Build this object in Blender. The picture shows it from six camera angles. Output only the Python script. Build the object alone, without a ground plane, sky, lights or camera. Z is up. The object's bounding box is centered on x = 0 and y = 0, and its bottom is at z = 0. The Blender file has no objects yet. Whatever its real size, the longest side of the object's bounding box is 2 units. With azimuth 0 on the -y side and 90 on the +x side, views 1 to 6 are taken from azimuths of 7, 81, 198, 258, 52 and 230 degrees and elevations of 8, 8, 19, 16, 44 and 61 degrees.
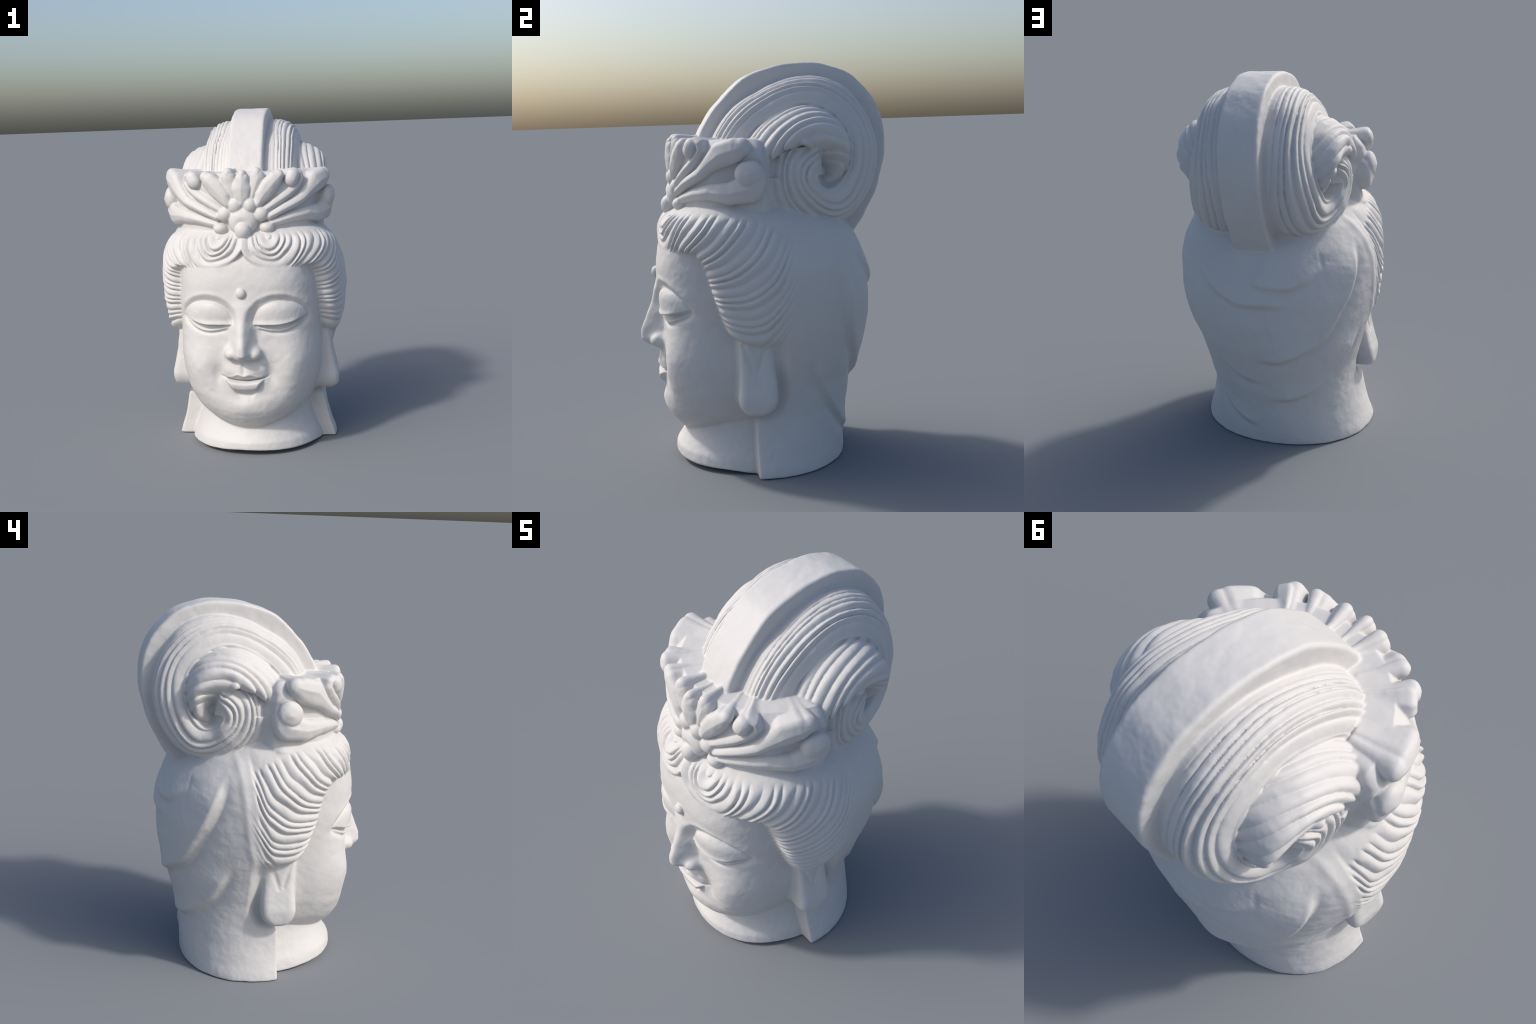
# A white plaster head of a serene crowned figure: a closed-eyed face with urna dot,
# combed hair, long-lobed ears, a draped veil, a lotus crown and a tall swirled topknot.
# Each part is described as an implicit solid (profiles, radii, relief curves); the solids
# are blended into one smooth surface, polygonised, and cut into named parts.
import bpy, math
import numpy as np
from concurrent.futures import ThreadPoolExecutor

STEP = 0.0044          # polygon size in metres
F = np.float32

# ------------------------------------------------------------------ small helpers
class Curve:
    """Smooth monotone-cubic curve through control points, tabulated for fast lookup."""
    def __init__(self, *pts, n=1200):
        x = np.array([p[0] for p in pts], float); y = np.array([p[1] for p in pts], float)
        o = np.argsort(x); x = x[o]; y = y[o]
        h = np.diff(x); s = np.diff(y) / h
        m = np.zeros_like(y); m[0] = s[0]; m[-1] = s[-1]
        for i in range(1, len(x) - 1):
            if s[i-1] * s[i] > 0:
                w1 = 2*h[i] + h[i-1]; w2 = h[i] + 2*h[i-1]
                m[i] = (w1 + w2) / (w1 / s[i-1] + w2 / s[i])
        t = np.linspace(x[0], x[-1], n); k = np.clip(np.searchsorted(x, t) - 1, 0, len(h) - 1)
        u = (t - x[k]) / h[k]
        self.v = ((1+2*u)*(1-u)**2*y[k] + u*(1-u)**2*h[k]*m[k] + u*u*(3-2*u)*y[k+1] + u*u*(u-1)*h[k]*m[k+1]).astype(F)
        self.a = x[0]; self.s = (n - 1) / (x[-1] - x[0]); self.n = n
    def __call__(self, q):
        t = np.clip((q - self.a) * self.s, 0, self.n - 1.001).astype(F)
        i = t.astype(np.int32); f = t - i
        return self.v[i] * (1 - f) + self.v[i+1] * f

class Polar(Curve):
    """Closed outline about a centre, radius as a function of angle."""
    def __init__(self, c, pts):
        P = [(math.atan2(z - c[1], y - c[0]), math.hypot(y - c[0], z - c[1])) for y, z in pts]
        P.sort()
        Q = [(a - 2*math.pi, r) for a, r in P[-3:]] + P + [(a + 2*math.pi, r) for a, r in P[:3]]
        super().__init__(*Q, n=2400)

def sstep(a, b, x):
    t = np.clip((x - a) / (b - a), 0, 1)
    return t * t * (3 - 2 * t)
def smin(a, b, k):
    h = np.maximum(k - np.abs(a - b), 0) / k
    return np.minimum(a, b) - h * h * k * 0.25
def smax(a, b, k):
    return -smin(-a, -b, k)
def gauss(x, w):
    return np.exp(-(x / w) ** 2)
def supersection(a, y, yc, A, Bf, Bb, n):
    """approximate distance to a superelliptic cross-section with separate front and back depth"""
    v = y - yc
    B = np.where(v < 0, Bf, Bb)
    k = ((np.abs(a) / A) ** n + (np.abs(v) / B) ** n) ** (1.0 / n)
    k = np.maximum(k, 0.05)
    return np.hypot(a, v) * (1 - 1 / k)
def ellipsoid(x, y, z, c, r):
    u = np.sqrt(((x-c[0])/r[0])**2 + ((y-c[1])/r[1])**2 + ((z-c[2])/r[2])**2)
    return (u - 1) * min(r)
def chain(s, z, pts):
    """2D distance to a chain of tapered round strokes: pts = (s, z, radius)"""
    d = None
    for (s0, z0, r0), (s1, z1, r1) in zip(pts[:-1], pts[1:]):
        bs, bz = s1 - s0, z1 - z0
        t = np.clip(((s - s0) * bs + (z - z0) * bz) / (bs*bs + bz*bz), 0, 1)
        e = np.hypot(s - s0 - t*bs, z - z0 - t*bz) - (r0 + (r1 - r0) * t)
        d = e if d is None else np.minimum(d, e)
    return d
def ridges(N, sharp=0.6):
    """rounded strands with narrow grooves between them, 0..1"""
    return np.abs(np.cos(np.pi * N)) ** sharp

# ------------------------------------------------------------------ profiles (metres)
FACE_W = Curve((.05,.01),(.08,.06),(.10,.11),(.13,.175),(.17,.252),(.21,.322),(.25,.358),(.30,.378),(.37,.398),(.5,.412),(.65,.418),(.82,.42),(.97,.415),(1.15,.41),(1.30,.38))
FACE_F = Curve((.06,-.18),(.09,-.30),(.115,-.378),(.14,-.420),(.17,-.456),(.20,-.482),(.24,-.511),(.28,-.526),(.33,-.530),(.38,-.526),(.45,-.526),(.55,-.528),(.62,-.524),(.70,-.520),(.80,-.525),(.90,-.545),(1.0,-.547),(1.1,-.535),(1.2,-.50),(1.3,-.45))
NECK_W = Curve((-.1,.41),(0,.405),(.05,.395),(.12,.365),(.2,.34),(.3,.33),(.5,.33))
NECK_F = Curve((-.1,-.485),(.03,-.485),(.066,-.482),(.10,-.462),(.131,-.443),(.154,-.432),(.25,-.40),(.5,-.36))
VEIL_W = Curve((-.1,.495),(0,.49),(.1,.460),(.2,.435),(.3,.424),(.4,.433),(.5,.460),(.6,.490),(.7,.517),(.8,.537),(.9,.550),(1.0,.554),(1.1,.537),(1.2,.488),(1.27,.425),(1.33,.32),(1.4,.15))
VEIL_B = Curve((-.1,.390),(0,.390),(.1,.393),(.2,.397),(.263,.407),(.32,.420),(.40,.438),(.5,.470),(.587,.498),(.666,.514),(.76,.526),(.85,.527),(.944,.519),(1.024,.500),(1.078,.482),(1.12,.466),(1.2,.418),(1.27,.36),(1.4,.2))
HAIR_W = Curve((.55,.44),(.60,.466),(.65,.494),(.70,.517),(.79,.540),(.86,.550),(.94,.555),(1.05,.550),(1.12,.536),(1.17,.520),(1.22,.498),(1.26,.472),(1.29,.44),(1.34,.37))
HAIR_F = Curve((.55,-.50),(1.0,-.510),(1.08,-.516),(1.155,-.525),(1.20,-.523),(1.24,-.508),(1.27,-.485),(1.29,-.455),(1.34,-.36))
HAIRLINE = Curve((.60,-.05),(.655,-.10),(.69,-.175),(.73,-.21),(.83,-.25),(.94,-.283),(1.05,-.315),(1.08,-.335),(1.10,-.355),(1.2,-.37),(1.3,-.37))
HAIR_LOW = Curve((-.3,.72),(-.18,.685),(-.12,.66),(-.07,.652),(0,.662),(.05,.69),(.12,.73))
VEIL_EDGE = Curve((.6,.035),(.68,.045),(.72,.053),(.78,.069),(.95,.095),(1.03,.106),(1.13,.120),(1.28,.15))
EAR_OUT = Curve((.27,.44),(.30,.478),(.34,.506),(.40,.508),(.46,.497),(.52,.484),(.58,.474),(.66,.470),(.75,.47))
NOSE_H = Curve((.555,0),(.577,.018),(.590,.068),(.606,.106),(.63,.129),(.661,.130),(.736,.102),(.833,.050),(.88,.026),(.93,.008),(.97,0))
NOSE_W = Curve((.55,.046),(.63,.044),(.68,.034),(.75,.024),(.85,.024),(.92,.045),(.97,.07))
LIP_UP = Curve((-.01,0),(0,.0),(.006,.011),(.025,.027),(.046,.034),(.08,.025),(.12,.009),(.16,0))
LIP_LOW = Curve((-.01,0),(0,.0),(.005,.014),(.02,.035),(.042,.030),(.066,.005),(.085,-.014),(.105,-.006),(.14,0))

FACE_N = Curve((.1,2.1),(.25,2.2),(.40,2.6),(.6,3.0),(.8,2.9),(1.1,2.8),(1.3,2.6))
HAIR_C = Curve((.6,.0),(.95,.0),(1.1,-.06),(1.25,-.12),(1.35,-.12))

BUN_C = (.27, 1.45)
BUN = Polar(BUN_C, [(-.238,1.646),(-.142,1.775),(0,1.862),(.16,1.920),(.29,1.922),(.41,1.878),(.50,1.78),(.575,1.57),(.555,1.42),(.494,1.298),(.395,1.208),(.29,1.178),(.18,1.18),(.05,1.195),(-.08,1.26),(-.25,1.42),(-.27,1.56)])
RIDGE = Polar(BUN_C, [(-.312,1.65),(-.245,1.765),(-.154,1.864),(-.10,1.914),(.057,1.978),(.232,1.998),(.288,1.995),(.363,1.978),(.454,1.943),(.521,1.883),(.589,1.799),(.626,1.707),(.639,1.556),(.608,1.403),(.558,1.282),(.50,1.184),(.42,1.10),(.3,1.10),(.1,1.15),(-.1,1.3),(-.3,1.5)])
D2 = math.pi / 180
LOBE_R = Curve(*[(t * D2, r) for t, r in ((-180,.035),(-141,.041),(-99,.057),(-61,.079),(-19,.098),(14,.139),(36.5,.186),(57,.242),(75.5,.292),(86,.317),(104,.350),(131,.373),(152,.40),(180,.43))])
LOBE_IN = Curve(*[(t * D2, r) for t, r in ((-180,.0),(-60,.0),(-30,.03),(21,.064),(60,.102),(96,.138),(130.6,.186),(149.6,.233),(163.6,.266),(180,.29))])

COIL_W = Curve(*[(t * D2, w) for t, w in ((-180,.332),(-120,.322),(-80,.285),(-40,.262),(-10,.252),(20,.240),(55,.225),(180,.222))])
CURL_W = Curve(*[(t * D2, w) for t, w in ((-180,.17),(-90,.19),(-40,.215),(10,.275),(50,.325),(100,.325),(180,.322))])

# crown ornaments on the unrolled crown wall: (angle in degrees from the front, height, radius)
CR = .46
ORNAMENTS = [
 # name, outer radius, mirrored, stroke
 ("petal", .470, False, [(0,1.626,.026),(0,1.595,.044),(-.5,1.545,.060),(-.5,1.505,.050),(-.5,1.47,.034)]),
 ("petal", .456, True,  [(11,1.632,.034),(11.5,1.605,.050),(9.5,1.56,.046),(7,1.50,.03)]),
 ("petal", .472, True,  [(27.6,1.614,.034),(24.3,1.590,.048),(19.5,1.552,.055),(14.5,1.505,.047),(11,1.46,.03)]),
 ("curl_stem", .466, True, [(15,1.42,.026),(26,1.470,.030),(35,1.510,.032),(42.5,1.55,.030),(46,1.585,.027),(45,1.615,.026),(41,1.628,.026)]),
 ("curl", .482, True,   [(38.5,1.606,.042),(37,1.586,.043)]),
 ("leaf", .474, True,   [(19,1.386,.024),(32,1.432,.029),(45,1.474,.034),(53,1.521,.046),(61,1.564,.065),(69,1.582,.062),(74,1.595,.048)]),
 ("lower_leaf", .464, True, [(20,1.345,.024),(37,1.375,.033),(52,1.388,.044),(66,1.382,.058),(78,1.405,.072),(83,1.445,.070)]),
 ("curl", .484, True,   [(77.5,1.472,.064),(79,1.476,.062)]),
]

# draped folds of the veil: sagging steps over (degrees round the back, height)
FOLDS = [
 (.013, [(-40,1.06),(-26,.98),(-16,.959),(-5,.975),(5,1.01)]),
 (.013, [(-20,.885),(-8,.869),(6,.87),(18,.918),(31,1.023),(38,1.1)]),
 (.026, [(-63,1.16),(-61,1.05),(-56,.92),(-48,.79),(-38,.66),(-25,.59),(-10,.54),(4,.547)]),
 (.016, [(-6,.40),(10,.405),(22,.465),(30,.54),(40,.636),(46,.76),(51,.95),(55,1.09)]),
 (.018, [(-69,.677),(-62,.558),(-52,.44),(-44,.386),(-25,.305),(-14,.287),(2,.275)]),
 (.013, [(5,.105),(14,.122),(30,.188),(40,.262),(52,.373),(60,.48),(64,.60)]),
]
def fold(s, z, pts, amp):
    """raised cloth above a sagging crease, a shallow groove below it"""
    q = np.linspace(0, len(pts) - 1, 25); k = np.arange(len(pts))
    cs = Curve(*[(i, p[0]) for i, p in enumerate(pts)]); cz = Curve(*[(i, p[1]) for i, p in enumerate(pts)])
    P = list(zip((cs(q) * D2 * .5).tolist(), cz(q).tolist()))
    best = np.full(s.shape, 9., F); side = np.zeros_like(s); along = np.zeros_like(s)
    n = len(P) - 1
    for k in range(n):
        (s0, z0), (s1, z1) = P[k], P[k+1]
        bs, bz = s1 - s0, z1 - z0
        t = np.clip(((s - s0) * bs + (z - z0) * bz) / (bs*bs + bz*bz), 0, 1)
        e = np.hypot(s - s0 - t*bs, z - z0 - t*bz)
        c = (bs * (z - z0) - bz * (s - s0)) / math.hypot(bs, bz)
        m = e < best
        best = np.where(m, e, best); side = np.where(m, c, side); along = np.where(m, (k + t) / n, along)
    up = sstep(-.038, .018, side)
    w = sstep(0, .22, along) * sstep(1, .78, along)
    return 1.35 * amp * w * (up * np.exp(-best / .11) - .6 * (1 - up) * np.exp(-(best / .05) ** 2))

# ------------------------------------------------------------------ the solid
def face_relief(a, z):
    """forward relief of the face (metres towards the viewer) over half-width a and height z"""
    h = np.zeros_like(a)
    # eye socket under the arched brow
    qs = np.sqrt(((a - .20) / .178) ** 2 + ((z - .80) / .155) ** 2)
    up = sstep(.755, .82, z)
    h -= .021 * (1 - sstep(.76, 1.04, qs)) * up
    h += .003 * gauss(qs - 1.06, .07) * sstep(.82, .9, z)
    # closed upper lid
    zl = .783 + 1.5 * np.maximum(a - .19, 0) ** 2
    ql = ((a - .213) / .152) ** 2 + ((z - .795) / .122) ** 2
    lid = np.sqrt(np.maximum(1 - ql, 0)) * .045
    lid *= sstep(-.006, .006, z - zl)
    h += lid
    # lower lid: recess, rim, crease
    e = np.clip(1 - ((a - .215) / .145) ** 2, 0, 1)
    zr = zl - .030 * e
    inside = sstep(.05, .45, e)
    below = zl - z
    h -= .007 * inside * sstep(-.004, .006, below) * (1 - sstep(.03, .075, below))
    h += .011 * gauss(z - zr + .004, .009) * inside
    h -= .006 * gauss(z - zr + .022, .008) * inside
    # nose
    w = NOSE_W(z)
    h += NOSE_H(z - 4 * a * a) * (1 - sstep(w * .15, w + .058, a))
    # muzzle, lips, chin
    zm = .462 + .022 * np.minimum(a / .13, 1.3) ** 2
    t = z - zm
    zdip = .010 * gauss(a, .016) 
    h += LIP_UP(t + zdip * sstep(.01, .04, t)) * np.clip(1 - (a / .135) ** 2, 0, 1)
    tu = .030 + .010 * gauss(a - .032, .022) - .030 * sstep(.03, .13, a)      # bow-shaped edge of the upper lip
    h += .005 * gauss(t - tu, .007) * (1 - sstep(.10, .14, a)) - .004 * gauss(t - tu * .45, .008) * (1 - sstep(.08, .13, a))
    wl = .116 - .68 * np.clip(-t, 0, .1)
    h += LIP_LOW(-t) * (1 - sstep(wl - .022, wl + .010, a))
    h -= .016 * gauss(t, .007) * (1 - sstep(.11, .150, a))
    h -= .007 * gauss(a, .013) * sstep(.03, .05, t) * (1 - sstep(.09, .115, t))
    h -= .014 * gauss(a - .150, .030) * gauss(z - .495, .055)
    h -= .010 * gauss(a - .165, .05) * gauss(z - .52, .09)
    h += .013 * np.exp(-((a / .080) ** 2 + ((z - .303) / .048) ** 2))
    h += .029 * gauss(a - .28, .10) * gauss(z - .50, .17)
    return h

STRAND = {(0,0):9.784,(0,1):-7.63,(0,2):1.988,(0,3):1.102,(0,4):-.443,(1,0):2.363,(1,1):6.287,(1,2):-1.369,(1,3):-1.564,
          (2,0):1.166,(2,1):-1.808,(2,2):.851,(3,0):2.069,(3,1):-2.246,(4,0):-.54}
def hair_phase(a, y, z):
    """strand number over the combed hair: a smooth sweep from the forehead locks into hanging swags, with a whorl at the parting"""
    s = np.arctan2(a, -(y - .02)) * .52
    u = (np.clip(s, .22, .95) - .6) / .3; w = (np.clip(z, .66, 1.30) - .98) / .3
    up = [1, u, u*u, u*u*u, u*u*u*u]; wp = [1, w, w*w, w*w*w, w*w*w*w]
    N = sum(c * up[i] * wp[j] for (i, j), c in STRAND.items())
    r = np.hypot((s - .152) * 1.12, z - 1.285)
    whorl = (r - .168) / .039 - 1.0 + .12 * np.sin(s * 40 + z * 25)
    m = sstep(-.055, .01, s - .27 - .45 * (z - 1.13))
    return whorl * (1 - m) + N * m, s, m

def field(P, want=False):
    x, y0, z = P[:, 0], P[:, 1], P[:, 2]
    y = y0 + np.where(x > 0, .045, .055) * x    # the head is carved slightly askew
    xf = x - .03 * y0 * (1 - sstep(1.1, 1.3, z))
    a = np.abs(xf)
    big = np.full(x.shape, 9., F)
    parts = {}
    # ---- neck
    d = supersection(a, y, -.05, NECK_W(z), -.05 - NECK_F(z), .3, 2.1)
    d = smax(d, z - .5, .02)
    neck_floor = .022 * sstep(-.02, -.45, y) + .004 * (1 + np.sin(13 * x + 2.0)) * sstep(-.10, -.25, y) 
    d = smax(d, neck_floor - z, .012)
    parts["neck"] = d
    # ---- veil (head cloth), open at the front, hanging behind the ears
    yv = y0 + .055 * x * (1 - 1.15 * sstep(0, .25, y0) * sstep(.45, .75, z))   # the cloth is fuller on one side
    dv = supersection(np.abs(x + .008 - .004 * sstep(.3, .6, z)), yv, -.02, VEIL_W(z), .45, VEIL_B(z) + .03, 2.12 + .10 * sstep(.6, .9, z))
    # draped folds: sagging creases across the back
    i = np.nonzero((np.abs(dv) < .12) & (y > 0) & (z < 1.25))[0]
    if len(i):
        sv = np.arctan2(x[i], y[i] + .02) * .5
        dv[i] -= sum(fold(sv, z[i], pts, amp) for amp, pts in FOLDS)
        dv[i] += .007 * np.exp(-((sv + .345) / .012) ** 2 - ((z[i] - 1.085) / .03) ** 2)
    dv = dv - .005 * gauss(y - VEIL_EDGE(z) - .012, .020) * (x < 0) * sstep(.62, .72, z)
    front_cut = -.10 + (VEIL_EDGE(z) + .05) * sstep(.66, .72, z) - y
    dv = smax(dv, front_cut, .015)
    dv = smax(dv, -z, .010)
    dv = smax(dv, z - 1.36, .03)
    parts["veil"] = dv
    # ---- face
    near = (y < -.02) & (z < 1.34) & (z > .04)
    zj = z - .42 * np.minimum(a, .45) ** 2 * (1 - sstep(.38, .62, z))   # the jaw line rises towards the ears
    d = supersection(a, y, -.10, FACE_W(zj), -.10 - FACE_F(zj), .25, FACE_N(z))
    d = d / (1 + 1.0 * (1 - sstep(.10, .26, z)))
    d = smax(d, z - 1.27, .02)
    i = np.nonzero(near & (np.abs(d) < .25))[0]
    if len(i):
        ai, yi, zi = a[i], y[i], z[i]
        h = face_relief(ai, zi)
        df = d[i] - h * sstep(-.22, -.34, yi) * .92
        ala = ellipsoid(ai, yi, zi, (.066, -.545, .624), (.040, .050, .036))
        df = smin(df, ala, .034)
        urna = ellipsoid(ai, yi, zi, (.0, -.552, .968), (.028, .021, .030))
        df = smin(df, urna, .004)
        d[i] = df
    parts["face"] = d
    # ---- ears
    d2 = chain(y, z, [(-.088, .66, .088), (-.088, .52, .090), (-.090, .405, .096)])
    e = smax(d2, a - EAR_OUT(z), .045)
    e = smax(e, .33 - a, .02)
    e = e + .006 * gauss(chain(y, z, [(-.150, .66, 0), (-.112, .54, 0)]), .013) + .006 * gauss(chain(y, z, [(-.045, .66, 0), (-.088, .53, 0)]), .013)
    parts["ear"] = e
    parts["veil"] = parts["veil"] + .040 * (1 - sstep(.0, .075, d2)) * sstep(.24, .32, z) * (1 - sstep(.60, .72, z)) * (y < .12)
    # ---- hair
    i = np.nonzero((z > .58) & (z < 1.40) & (y < .30))[0]
    dh = big.copy(); Nh = np.zeros_like(x); wh = np.zeros_like(x)
    if len(i):
        ai, yi, zi, xi = a[i], y[i], z[i], x[i]
        d = supersection(ai, yi, HAIR_C(zi), HAIR_W(zi), HAIR_C(zi) - HAIR_F(zi), .50, 2.2)
        N, sa, ms = hair_phase(ai, yi, zi)
        N = N + .17 * np.sin(N * 2.2 + zi * 5) + np.where(xi < 0, .07 * np.sin(zi * 23 + yi * 31), .04 * np.sin(zi * 17 + yi * 29))
        edge = VEIL_EDGE(zi)
        N = N + np.where(xi < 0, 15., 4.) * np.maximum(yi - edge + .10, 0)      # locks turn steeper towards the veil
        top = 1.288 - .75 * np.maximum(sa - .5, 0) ** 2
        fade = (1 - sstep(-.035, .03, yi - edge)) * sstep(top + .012, top - .030, zi)
        amp = .018 + .004 * (1 - ms) - .007 * sstep(.45, .7, sa) + .004 * np.sin(N * 1.9 + 2) - np.where(xi < 0, -.003, .0)
        d = d + amp * (.5 - ridges(N, .75)) * fade + .012 * sstep(-.10, .02, yi - edge)
        # outline of the hair on the head
        zroll = np.where(ai < .15, 1.283 - np.sqrt(np.maximum(.168**2 - (ai - .15)**2, 1e-6)), 1.115)
        g_front = zi - zroll
        g_side = np.minimum((yi - HAIRLINE(zi)) * .9, zi - HAIR_LOW(yi))
        g = np.maximum(np.where(zi > 1.04, g_front, -9.), g_side) + .010 * ridges(N)
        d = smax(d, -g, .030 + .025 * sstep(.42, .6, sa))
        d = smax(d, (yi - edge) * .5 - .018, .03)
        dh[i] = d; Nh[i] = N; wh[i] = fade
    parts["hair"] = dh
    # ---- topknot
    ax = np.abs(x)
    dr = big.copy(); db = big.copy(); Nb = np.zeros_like(x); ro = np.zeros_like(x)
    i = np.nonzero(z > 1.0)[0]
    if len(i):
        xi, yi, zi = ax[i], y[i], z[i]
        yr = y0[i]
        r = np.hypot(yr - BUN_C[0], zi - BUN_C[1]); ph = np.arctan2(zi - BUN_C[1], yr - BUN_C[0])
        d = smax((r - RIDGE(ph)) * .95, xi - .103, .020)
        dr[i] = d
        r = np.hypot(yi - BUN_C[0], zi - BUN_C[1]); ph = np.arctan2(zi - BUN_C[1], yi - BUN_C[0])
        R = BUN(ph); q = r / R
        r2 = LOBE_R(ph); rin = LOBE_IN(ph)
        under = sstep(rin + .008, rin - .010, r) * sstep(70*D2, 105*D2, ph)   # lower bundle emerging below the arch
        # outer roll, running once round the knot and back under the arch
        wa = COIL_W(ph); wa = wa + (.332 - wa) * under
        ua = np.maximum(xi - .10, 0) / wa
        K = np.maximum((ua ** 3.2 + q ** 3.0) ** (1 / 3.1), .05)
        dA = np.hypot(np.maximum(xi - .10, 0), r) * (1 - 1 / K) * .9
        dA = dA + .055 * sstep(r2 + .008, r2 - .035, r) * (1 - under)
        dA = dA + .030 * under * gauss(np.minimum(r - rin, 0), .060)
        dA = dA + .075 * np.exp(-((yi - .292) / .048) ** 2 - ((zi - 1.475) / .065) ** 2)   # hollow eye of the coil
        q2 = np.clip(r2 / R, 0, .97)
        over = (R * np.arctan2(q, ua + 1e-3) - R * np.arctan2(q2, (1 - q2 ** 3.0) ** .3125)) / .047
        flat = (r - np.where(under > .5, .035, r2)) / .033
        wf = np.maximum(under, sstep(-50*D2, -125*D2, ph))
        NA = over * (1 - wf) + flat * wf
        NA = NA + .14 * np.sin(2.3 * NA + 1.0) + .10 * np.sin(ph * 3 + NA * .9)
        # inner roll, spiralling down into the pit
        wb = CURL_W(ph)
        ub = np.maximum(xi - .14, 0) / wb
        K = np.maximum((ub ** 2.8 + (r / r2) ** 4.2) ** (1 / 3.4), .05)
        dB = np.hypot(np.maximum(xi - .14, 0), r) * (1 - 1 / K) * .9
        dB = smax(dB, rin - r - .30 * (1 - sstep(85*D2, 125*D2, ph)), .045)
        slope = (xi - .31 - 1.05 * np.maximum(r - .3 * rin, 0)) * .65
        dB = smax(dB, slope - .2 * sstep(110*D2, 150*D2, ph), .05)
        NB = r2 * np.arctan2(r / r2, ub + 1e-3) / .042
        NB = NB + .14 * np.sin(2.1 * NB) + .10 * np.sin(ph * 3 + NB)
        amp = .013 + .004 * np.sin(NA * 1.7 + ph * 2) + np.where(x[i] < 0, .002, 0)
        amp = amp * (1 - .7 * (1 - sstep(.3, 2.5, NA)) * sstep(20*D2, 60*D2, ph) * (1 - under))
        fade = sstep(1.02, .97, q) * sstep(.115, .15, xi) * sstep(.03, .08, r)
        dA = dA + amp * (.45 - ridges(NA, .8)) * fade
        dB = dB + .011 * (.45 - ridges(NB, .8)) * sstep(.05, .13, r)
        db[i] = smin(dA, dB, .018)
        Nb[i] = np.where(dB < dA, NB + 40, NA + np.where(under > .5, 20, 0))
    parts["topknot_ridge"] = dr
    parts["topknot"] = db
    # ---- crown
    i = np.nonzero((z > 1.18) & (z < 1.72) & (y < .08))[0]
    crown = {k: big.copy() for k in ("crown_band", "flower")}
    orn = big.copy(); oid = np.zeros(x.shape, np.int32)
    if len(i):
        xi, yi, zi = x[i], y[i], z[i]
        rc = np.hypot((xi + .005) * .93, y0[i])
        th = np.arctan2(xi, -yi)
        ta = np.abs(th)
        s = ta * CR
        zo = zi - .016 * sstep(45*D2, 62*D2, ta) * (xi < 0) * sstep(1.5, 1.58, zi)
        back = smax(rc - .431 + .045 * sstep(-.04, .04, yi) - .008 * sstep(1.3, 1.6, zi) + .018 * sstep(52*D2, 68*D2, ta) * (1 - sstep(1.49, 1.55, zi)), (zi - 1.632 + 1.1 * np.maximum(rc - .388, 0)) * .75, .02)
        back = smax(back, 1.26 - zi, .02)
        back = smax(back, yi - .05 + .07 * sstep(1.47, 1.57, zi), .05)
        band = smax(rc - .438 + .02 * sstep(1.27, 1.31, zi), np.abs(zi - 1.285) - .035, .02)
        back = smin(back, smax(band, yi + .02, .08), .01)
        crown["crown_band"][i] = back
        best = np.full(xi.shape, 9., F); bid = np.zeros(xi.shape, np.int32)
        for n, (name, top, mir, pts) in enumerate(ORNAMENTS):
            ss = s if mir else th * CR
            d2 = chain(ss, zo, [(p[0] * D2 * CR, p[1], p[2]) for p in pts]) + .12 * np.clip(top - .02 - rc, 0, .1)
            d = smax(d2, rc - top + .25 * np.clip(d2 + .035, -.035, .035), .034)
            d = smax(d, .28 - rc, .01)
            d = smax(d, yi + .005, .05)
            sid = n * 2 + np.where(mir & (xi < 0), 1, 0)
            bid = np.where(d < best, sid, bid)
            best = smin(best, d, .004)
        orn[i] = best; oid[i] = bid
        # flower: stacked dome and bead, ringed by round petals
        yf = y0[i]
        fl = ellipsoid(xi, yf, zi, (-.003, -.435, 1.362), (.084, .048, .080))
        fl = smax(fl, -(ellipsoid(xi, yf, zi, (-.003, -.500, 1.325), (.060, .030, .064))), .012)
        fl = smin(fl, ellipsoid(xi, yf, zi, (-.003, -.462, 1.310), (.047, .046, .052)), .004)
        for t, zz, rr, ra in ((5.4, 1.450, .043, .046), (13.5, 1.402, .045, .045), (17.5, 1.322, .044, .034)):
            cs = math.sin(t * D2) * .435; cy = -math.cos(t * D2) * .435
            fl = smin(fl, ellipsoid(np.abs(xi + .003), yf, zi, (cs, cy, zz), (rr, .042, ra)), .006)
        crown["flower"][i] = fl
    # ---- blend all of it
    f = smin(parts["neck"], parts["veil"], .010)
    f = smin(f, parts["face"], .010)
    f = smin(f, parts["ear"], .022)
    f = smin(f, parts["hair"], .012)
    f = smin(f, parts["topknot"], .014)
    f = smin(f, parts["topknot_ridge"], .010)
    f = smin(f, crown["crown_band"], .010)
    f = smin(f, orn, .006)
    f = smin(f, crown["flower"], .006)
    if not want:
        return f
    names = ["neck", "veil", "face", "ear", "hair", "topknot", "topknot_ridge", "crown_band", "ornament", "flower"]
    D = np.stack([parts[n] if n in parts else (orn if n == "ornament" else crown[n]) for n in names])
    return dict(names=names, which=D.argmin(0), side=(xf > 0), a=a, y=y, z=z, Nh=Nh, wh=wh, Nb=Nb, oid=oid)

POOL = ThreadPoolExecutor(4)
def evaluate(P):
    C = 60000
    return np.concatenate(list(POOL.map(lambda k: field(P[k:k+C]).astype(F), range(0, len(P), C))))

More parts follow.
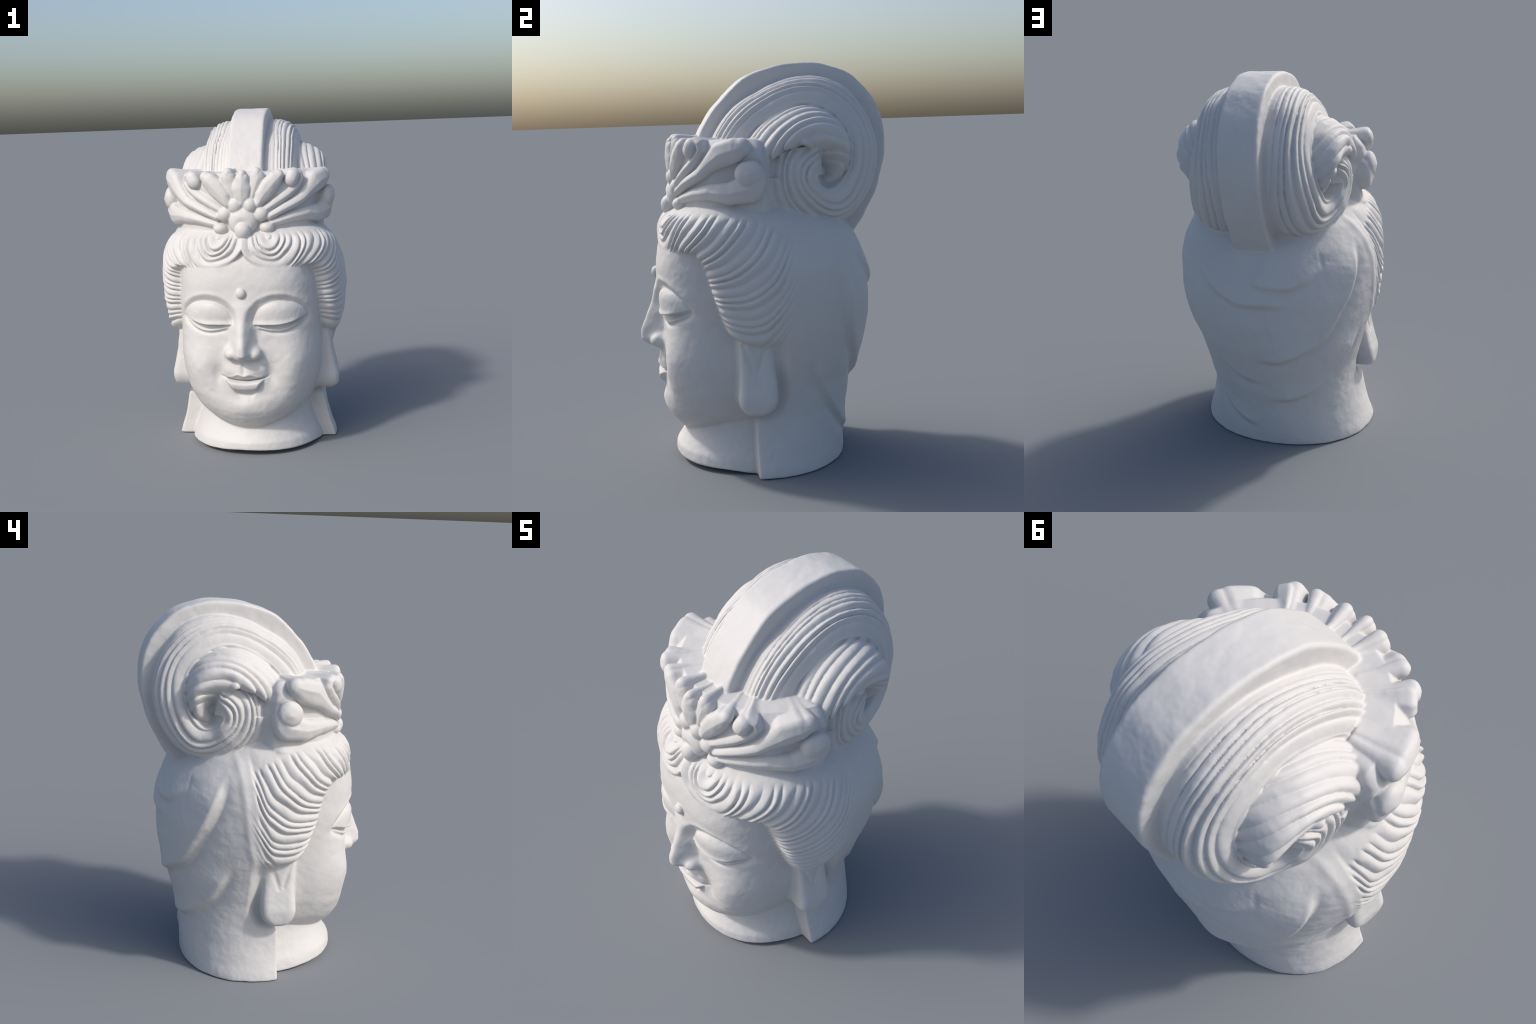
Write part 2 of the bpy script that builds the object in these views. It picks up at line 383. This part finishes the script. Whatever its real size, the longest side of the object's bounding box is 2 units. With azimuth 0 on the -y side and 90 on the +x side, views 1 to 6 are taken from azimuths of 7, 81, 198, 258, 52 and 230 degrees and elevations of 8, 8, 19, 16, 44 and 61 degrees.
# ------------------------------------------------------------------ polygonise (surface nets)
def polygonise(h):
    lo = np.array([-.66, -.72, -.06]); hi = np.array([.66, .74, 2.08]); S = 4
    nc = np.ceil((hi - lo) / (h * S)).astype(int)
    g = np.stack(np.meshgrid(*[np.arange(n + 1) for n in nc], indexing="ij"), -1).reshape(-1, 3)
    fc = evaluate((lo + g * h * S).astype(F)).reshape(nc + 1)
    nf = nc * S
    A = np.repeat(np.repeat(np.repeat(fc[:-1, :-1, :-1], S, 0), S, 1), S, 2)
    A = np.pad(A, ((0, 1),) * 3, mode="edge")
    m = np.full(nc, 9., F)
    for o in np.ndindex(2, 2, 2):
        m = np.minimum(m, np.abs(fc[o[0]:o[0]+nc[0], o[1]:o[1]+nc[1], o[2]:o[2]+nc[2]]))
    cell = m < h * S * 1.6
    mask = np.zeros(nf + 1, bool)
    mask[:-1, :-1, :-1] = np.repeat(np.repeat(np.repeat(cell, S, 0), S, 1), S, 2)
    for ax in range(3):
        mk = mask.copy(); sl = [slice(None)] * 3; sr = [slice(None)] * 3
        sl[ax] = slice(1, None); sr[ax] = slice(None, -1)
        mk[tuple(sl)] |= mask[tuple(sr)]; mask = mk
    idx = np.argwhere(mask)
    A[mask] = evaluate((lo + idx * h).astype(F))
    ins = A < 0
    cnt = np.zeros(nf, np.uint8)
    sub = lambda o: (slice(o[0], o[0]+nf[0]), slice(o[1], o[1]+nf[1]), slice(o[2], o[2]+nf[2]))
    for o in np.ndindex(2, 2, 2):
        cnt += ins[sub(o)]
    cells = np.argwhere((cnt > 0) & (cnt < 8))
    ids = np.full(nf, -1, np.int32); ids[tuple(cells.T)] = np.arange(len(cells))
    acc = np.zeros((len(cells), 3)); num = np.zeros(len(cells))
    for ax in range(3):
        b = [k for k in range(3) if k != ax]
        for u in (0, 1):
            for v in (0, 1):
                o = np.zeros(3, int); o[b[0]] = u; o[b[1]] = v
                o2 = o.copy(); o2[ax] = 1
                f0 = A[tuple((cells + o).T)]; f1 = A[tuple((cells + o2).T)]
                c = (f0 < 0) != (f1 < 0)
                t = np.where(c, f0 / np.where(c, f0 - f1, 1), 0)
                p = np.repeat(o[None].astype(float), len(cells), 0); p[:, ax] = t
                acc += p * c[:, None]; num += c
    V = lo + (cells + acc / num[:, None]) * h
    Q = []
    for ax in range(3):
        b = [(ax + 1) % 3, (ax + 2) % 3]
        sl0 = [slice(1, n) for n in nf]; sl0[ax] = slice(0, nf[ax])
        sl1 = list(sl0); sl1[ax] = slice(1, nf[ax] + 1)
        i0 = ins[tuple(sl0)]; i1 = ins[tuple(sl1)]
        e = np.argwhere(i0 != i1)
        flip = ~i0[tuple(e.T)]
        off = np.ones(3, int); off[ax] = 0
        e = e + off
        def cid(du, dv):
            c = e.copy(); c[:, b[0]] += du; c[:, b[1]] += dv
            return ids[tuple(c.T)]
        q = np.stack([cid(-1, -1), cid(0, -1), cid(0, 0), cid(-1, 0)], 1)
        q[flip] = q[flip][:, ::-1]
        Q.append(q)
    Q = np.concatenate(Q)
    return V, Q[(Q >= 0).all(1)]

def refine(V, h):
    V = V.astype(np.float64)
    for _ in range(2):
        e = h * .35
        f = evaluate(V.astype(F))
        g = np.stack([(evaluate((V + np.eye(3)[k] * e).astype(F)) - evaluate((V - np.eye(3)[k] * e).astype(F))) / (2*e) for k in range(3)], 1)
        g2 = np.maximum((g * g).sum(1), .15)
        st = np.clip(-f / g2, -.6 * h, .6 * h)
        V += g * st[:, None]
    return V

def relax(V, Q, w):
    """one light smoothing pass over the quad mesh"""
    acc = np.zeros_like(V); n = np.zeros(len(V))
    for k in range(4):
        for m in (1, 3):
            np.add.at(acc, Q[:, k], V[Q[:, (k + m) % 4]]); np.add.at(n, Q[:, k], 1)
    return V * (1 - w) + w * acc / np.maximum(n, 1)[:, None]

def vertex_normals(V, Q):
    fn = np.cross(V[Q[:, 2]] - V[Q[:, 0]], V[Q[:, 3]] - V[Q[:, 1]])
    N = np.zeros_like(V)
    for k in range(3):
        for c in range(4):
            N[:, k] += np.bincount(Q[:, c], fn[:, k], len(V))
    return N / np.maximum(np.linalg.norm(N, axis=1), 1e-12)[:, None]

def lattice_noise(P, scale, seed):
    """smooth value noise in -1..1"""
    p = P / scale; i = np.floor(p).astype(np.int64); f = p - i; f = f * f * (3 - 2 * f)
    def hsh(v):
        n = (v[:, 0] * 73856093) ^ (v[:, 1] * 19349663) ^ (v[:, 2] * 83492791) ^ (seed * 2654435761)
        n = (n ^ (n >> 13)) * 1274126177
        n = n ^ (n >> 16)
        return (n & 0xffff) / 32767.5 - 1
    out = np.zeros(len(P))
    for o in np.ndindex(2, 2, 2):
        w = np.prod([f[:, k] if o[k] else 1 - f[:, k] for k in range(3)], axis=0)
        out += w * hsh(i + np.array(o))
    return out

# ------------------------------------------------------------------ material
def plaster():
    m = bpy.data.materials.new("white_plaster"); m.use_nodes = True
    nt = m.node_tree; b = nt.nodes["Principled BSDF"]
    tc = nt.nodes.new("ShaderNodeTexCoord")
    n = nt.nodes.new("ShaderNodeTexNoise"); n.inputs["Scale"].default_value = 5; n.inputs["Detail"].default_value = 6
    r = nt.nodes.new("ShaderNodeValToRGB")
    r.color_ramp.elements[0].position = .3; r.color_ramp.elements[0].color = (.555, .547, .540, 1)
    r.color_ramp.elements[1].position = .7; r.color_ramp.elements[1].color = (.575, .567, .560, 1)
    nt.links.new(tc.outputs["Object"], n.inputs["Vector"]); nt.links.new(n.outputs["Fac"], r.inputs["Fac"])
    nt.links.new(r.outputs["Color"], b.inputs["Base Color"])
    n2 = nt.nodes.new("ShaderNodeTexNoise"); n2.inputs["Scale"].default_value = 60; n2.inputs["Detail"].default_value = 4
    bp = nt.nodes.new("ShaderNodeBump"); bp.inputs["Strength"].default_value = .04; bp.inputs["Distance"].default_value = .01
    nt.links.new(tc.outputs["Object"], n2.inputs["Vector"]); nt.links.new(n2.outputs["Fac"], bp.inputs["Height"])
    nt.links.new(bp.outputs["Normal"], b.inputs["Normal"])
    b.inputs["Roughness"].default_value = .55
    b.inputs["Specular IOR Level"].default_value = .3
    return m

# ------------------------------------------------------------------ build
def build():
    V, Q = polygonise(STEP)
    V = refine(V, STEP)
    V = relax(V, Q, .25)
    N = vertex_normals(V, Q)
    bump = .0016 * lattice_noise(V, .09, 1) + .0012 * lattice_noise(V, .035, 2) + .0005 * lattice_noise(V, .014, 3)
    V = V + N * bump[:, None]
    V[:, 2] = np.maximum(V[:, 2], 0)
    N = vertex_normals(V, Q)
    # which part each face belongs to
    L = {}
    def gather(k):
        return field(V[k:k+60000].astype(F), True)
    chunks = list(POOL.map(gather, range(0, len(V), 60000)))
    names = chunks[0]["names"]
    cat = {k: np.concatenate([c[k] for c in chunks]) for k in chunks[0] if k != "names"}
    W, side = cat["which"], cat["side"].astype(int)
    a, y, z = cat["a"], cat["y"], cat["z"]
    key = np.zeros(len(V), np.int64); table = {}
    def put(mask, code, name, parent):
        key[mask] = code; table[code] = (name, parent)
    idx = {n: i for i, n in enumerate(names)}
    put(W == idx["neck"], 1, "neck", None)
    put(W == idx["veil"], 2, "veil", None)
    fm = W == idx["face"]
    put(fm, 3, "face", None)
    front = fm & (y < -.36)
    for sd in (0, 1):
        put(front & (side == sd) & (((a - .213) / .155) ** 2 + ((z - .795) / .125) ** 2 < 1) & (z > .74), 10 + sd, "eye", 3)
    put(front & (a < np.where(z < .66, .115, .05)) & (z > .575) & (z < .88), 12, "nose", 3)
    put(front & (a < .14) & (z > .375) & (z < .505), 13, "mouth", 3)
    put(front & (((a / .034) ** 2 + ((z - .968) / .036) ** 2) < 1), 14, "urna_dot", 3)
    for sd in (0, 1):
        put((W == idx["ear"]) & (side == sd), 20 + sd, "ear", None)
    hm = W == idx["hair"]
    put(hm, 30, "hair", None)
    sh = np.floor(cat["Nh"] + .5).astype(int)
    for sd in (0, 1):
        for k in np.unique(sh[hm]):
            m = hm & (side == sd) & (sh == k) & (cat["wh"] > .3)
            if m.sum() > 150:
                put(m, 1000 + 200 * sd + int(k) + 60, "hair_strand", 30)
    put(W == idx["topknot_ridge"], 40, "topknot_ridge", 41)
    tm = W == idx["topknot"]
    put(tm, 41, "topknot", None)
    sb = np.floor(cat["Nb"] + .5).astype(int)
    xs = (V[:, 0] > 0).astype(int)
    for sd in (0, 1):
        for k in np.unique(sb[tm]):
            m = tm & (xs == sd) & (sb == k)
            if m.sum() > 150:
                put(m, 2000 + 200 * sd + int(k) + 60, "topknot_strand", 41)
    put(W == idx["crown_band"], 50, "crown", None)
    om = W == idx["ornament"]
    for k in np.unique(cat["oid"][om]):
        put(om & (cat["oid"] == k), 3000 + int(k), "crown_" + ORNAMENTS[int(k) // 2][0], 50)
    put(W == idx["flower"], 51, "crown_flower", 50)

    fk = key[Q]
    srt = np.sort(fk, axis=1)
    fkey = np.where(srt[:, 1] == srt[:, 2], srt[:, 1], np.where(srt[:, 0] == srt[:, 1], srt[:, 0], srt[:, 2]))
    mat = plaster()
    root = bpy.data.objects.new("statue_head", None)
    bpy.context.scene.collection.objects.link(root)
    root["label"] = "white plaster head with lotus crown, swirled topknot and draped veil"
    root["category"] = "statue"
    objs = {}
    for code in sorted(table):
        fm = fkey == code
        if not fm.any():
            continue
        q = Q[fm]
        used, inv = np.unique(q, return_inverse=True)
        me = bpy.data.meshes.new(table[code][0])
        q2 = inv.reshape(-1, 4)
        me.vertices.add(len(used)); me.vertices.foreach_set("co", V[used].astype(F).ravel())
        me.loops.add(q2.size); me.loops.foreach_set("vertex_index", q2.astype(np.int32).ravel())
        me.polygons.add(len(q2)); me.polygons.foreach_set("loop_start", np.arange(0, q2.size, 4, dtype=np.int32))
        me.update(calc_edges=True)
        me.polygons.foreach_set("use_smooth", np.ones(len(q2), bool))
        me.validate()
        me.normals_split_custom_set_from_vertices(N[used].astype(F))
        me.materials.append(mat)
        ob = bpy.data.objects.new(table[code][0], me)
        bpy.context.scene.collection.objects.link(ob)
        objs[code] = ob
    for code, ob in objs.items():
        p = table[code][1]
        ob.parent = objs[p] if p in objs else root
    print("faces", len(Q), "objects", len(objs), "bounds", V.min(0), V.max(0))

build()
